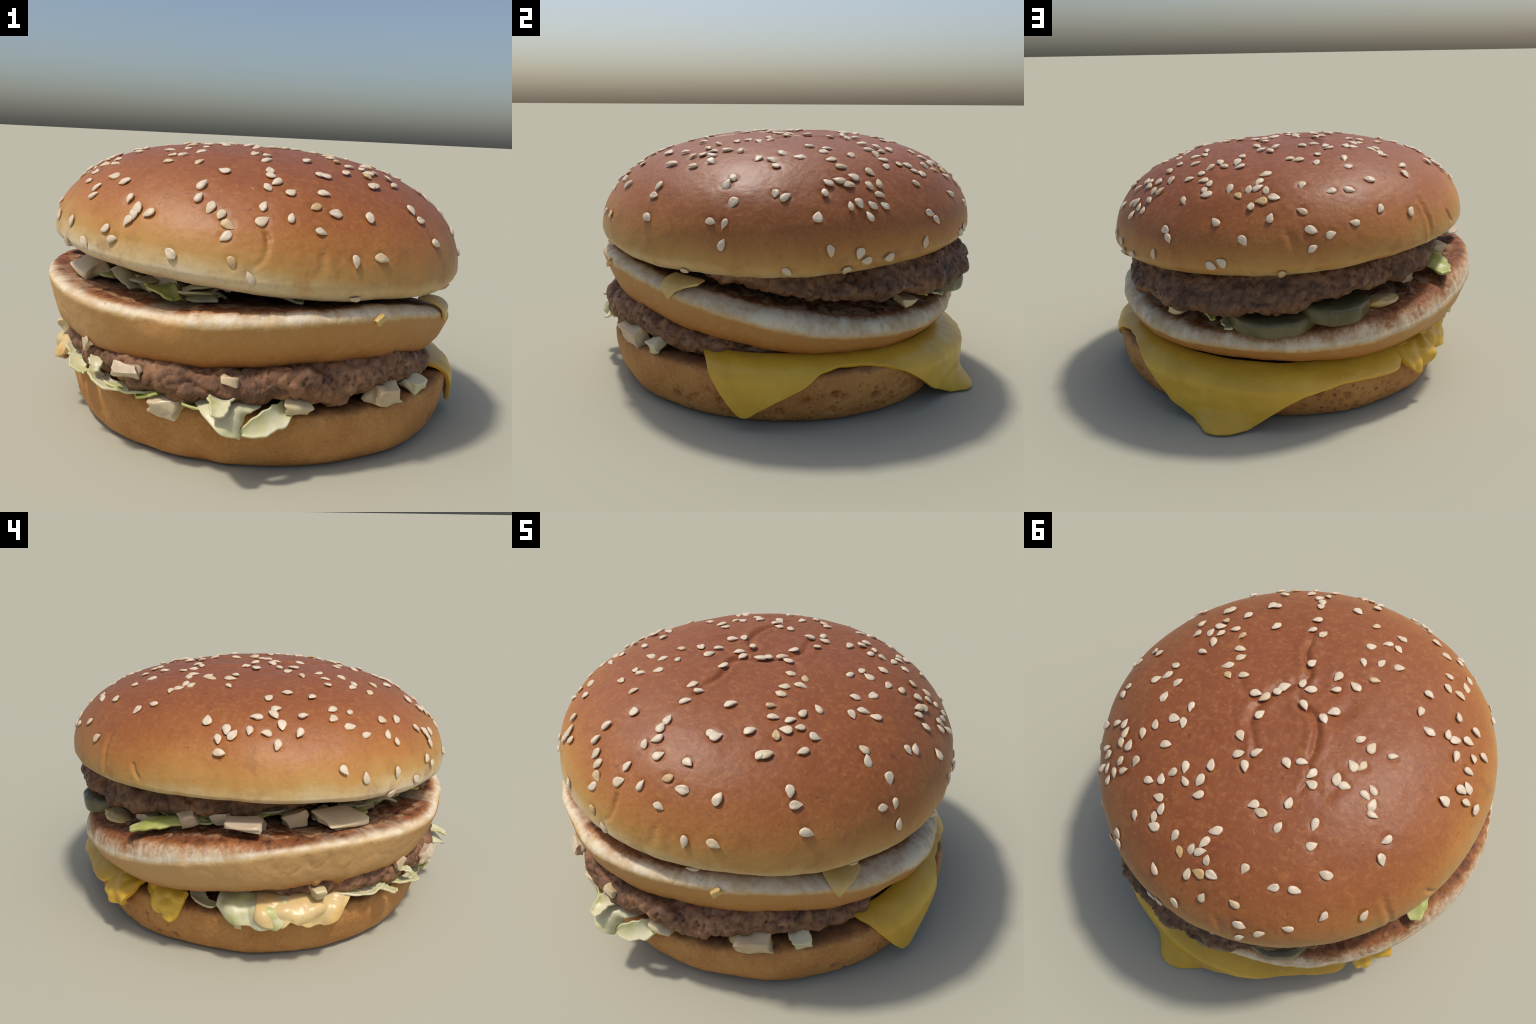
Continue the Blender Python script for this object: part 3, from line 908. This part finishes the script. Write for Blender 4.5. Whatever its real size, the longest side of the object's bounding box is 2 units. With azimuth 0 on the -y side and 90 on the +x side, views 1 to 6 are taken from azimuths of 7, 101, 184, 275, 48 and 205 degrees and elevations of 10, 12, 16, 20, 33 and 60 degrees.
# onion bits stuck on the lower patty
chunk("onion_piece", at(247, .895, .362), (.125, .045, .05), 247 + 90, -6, -30, mat_onion, 106)
chunk("onion_piece", at(273, .895, .378), (.07, .03, .035), 273 + 90, 12, -20, mat_onion, 107)
chunk("onion_piece", at(230, .872, .40), (.06, .03, .045), 230 + 90, -40, -20, mat_onion, 108)
chunk("onion_piece", at(201, .85, .36), (.075, .06, .06), 201, 6, 6, mat_onion, 110)

# left: lettuce and sauce spilling over the heel
drape("lettuce_leaf", (171, 192), along({171: .29, 174: .26, 177: .228, 184: .215, 189: .218, 192: .26}), along({0: .74}), along({171: .32, 192: .315}), along({171: .84, 177: .865, 185: .88, 192: .88}), along({0: 0}), mat_lettuce, .026, .042, 83, shoulder=.045, n_az=50, n_s=34)
drape("sauce", (183, 212), along({183: .26, 187: .222, 191: .216, 193: .245, 197: .214, 203: .212, 207: .25, 210: .275, 212: .30}), along({0: .74}), along({183: .312, 212: .322}), along({183: .872, 192: .882, 202: .878, 212: .845}), along({0: 0}), mat_sauce, .040, .044, 87, shoulder=.045, n_az=60, n_s=34)
leaf("lettuce_shred", [at(205, .79, .318), at(212, .83, .315), at(219, .845, .308), at(226, .83, .305)], [.02, .03, .035, .015], (0, 0, 1), mat_lettuce, 18)
leaf("lettuce_shred", [at(161, .72, .285), at(165, .785, .272), at(170, .805, .26)], [.03, .035, .015], (0, 0, 1), mat_lettuce, 19)
chunk("onion_piece", at(177.5, .848, .215), (.035, .03, .05), 177, 20, 10, mat_onion, 111)

# between the middle bun and the upper patty
leaf("lettuce_leaf", [at(164, .66, .635), at(158, .74, .64), at(151, .84, .625), at(146.5, .925, .607)], [.05, .075, .07, .02], (0, 0, 1), mat_green, 21, cup=-.2, thick=.014)
chunk("onion_piece", at(161, .79, .655), (.09, .07, .07), 200, 10, 20, mat_onion, 121)
chunk("onion_piece", at(179, .845, .682), (.12, .16, .024), 179, 3, 2, mat_onion, 122)
chunk("onion_piece", at(210, .762, .652), (.12, .23, .05), 214, 14, -6, mat_onion, 123)
blob("sauce", at(125, .79, .515), (.06, .10, .022), 126, mat_sauce, 124)
chunk("onion_piece", at(54, .80, .475), (.09, .09, .035), 54, 14, 0, mat_onion, 125)
leaf("lettuce_shred", [at(60, .66, .50), at(66, .76, .475), at(68, .82, .455)], [.04, .05, .015], (0, 0, 1), mat_green, 22)
leaf("lettuce_shred", [at(72, .70, .48), at(74, .80, .452), at(75, .865, .435)], [.03, .05, .02], (0, 0, 1), mat_lettuce, 23)
rs = np.random.RandomState(5)
for k in range(34):
    az = rs.uniform(138, 280)
    r0 = rs.uniform(.50, .70)
    p = at(az, r0, 0)
    z0 = float(mid_cut(p[0], p[1])) + .060 + float(swell(az)) + rs.uniform(0, .05)
    sp = rs.uniform(6, 16) * rs.choice([-1, 1])
    leaf("lettuce_shred", [at(az, r0, z0), at(az + sp * .5, r0 + .05, z0 + rs.uniform(-.01, .03)), at(az + sp, r0 + rs.uniform(-.02, .09), z0 - .02)],
         [.03, rs.uniform(.045, .08), .025], (0, 0, 1), mat_dull if k % 4 else mat_green, 30 + k, cup=rs.uniform(-.4, .4), curl=.016)
for k, (az, r0, w) in enumerate([(238, .68, .13), (249, .67, .15), (228, .66, .09), (262, .68, .08), (196, .70, .10), (171, .73, .09), (140, .74, .09)]):
    p = at(az, r0, 0)
    chunk("onion_piece", (p[0], p[1], float(mid_cut(p[0], p[1]) + swell(az)) + .075), (.07, w, .06), az, rs.uniform(-15, 15), rs.uniform(-15, 15), mat_onion, 140 + k)

n = Nodes("cheese_sauce")
col = n.mix(n.step(n.noise(14, 4), .35, .65), (.58, .37, .10), (.66, .46, .17))
n.bump(n.noise(20, 4), .25, .008)
mat_smear = n.done(col, rough=.4, spec=.4, sss=.15)
# cheese smear and curled crumb on the rim of the middle bun
drape("cheese_smear", (336, 347), along({336: .60, 337.5: .545, 339: .51, 341: .55, 344: .575, 347: .585}), along({0: .80}), along({336: .605, 347: .59}), along({0: .905}), along({0: 0}), mat_smear, .012, .005, 95, shoulder=.04, n_az=24, n_s=20)
chunk("cheese_crumb", (.565, -.705, .60), (.05, .022, .03), 40, -30, 10, mat_smear, 131)
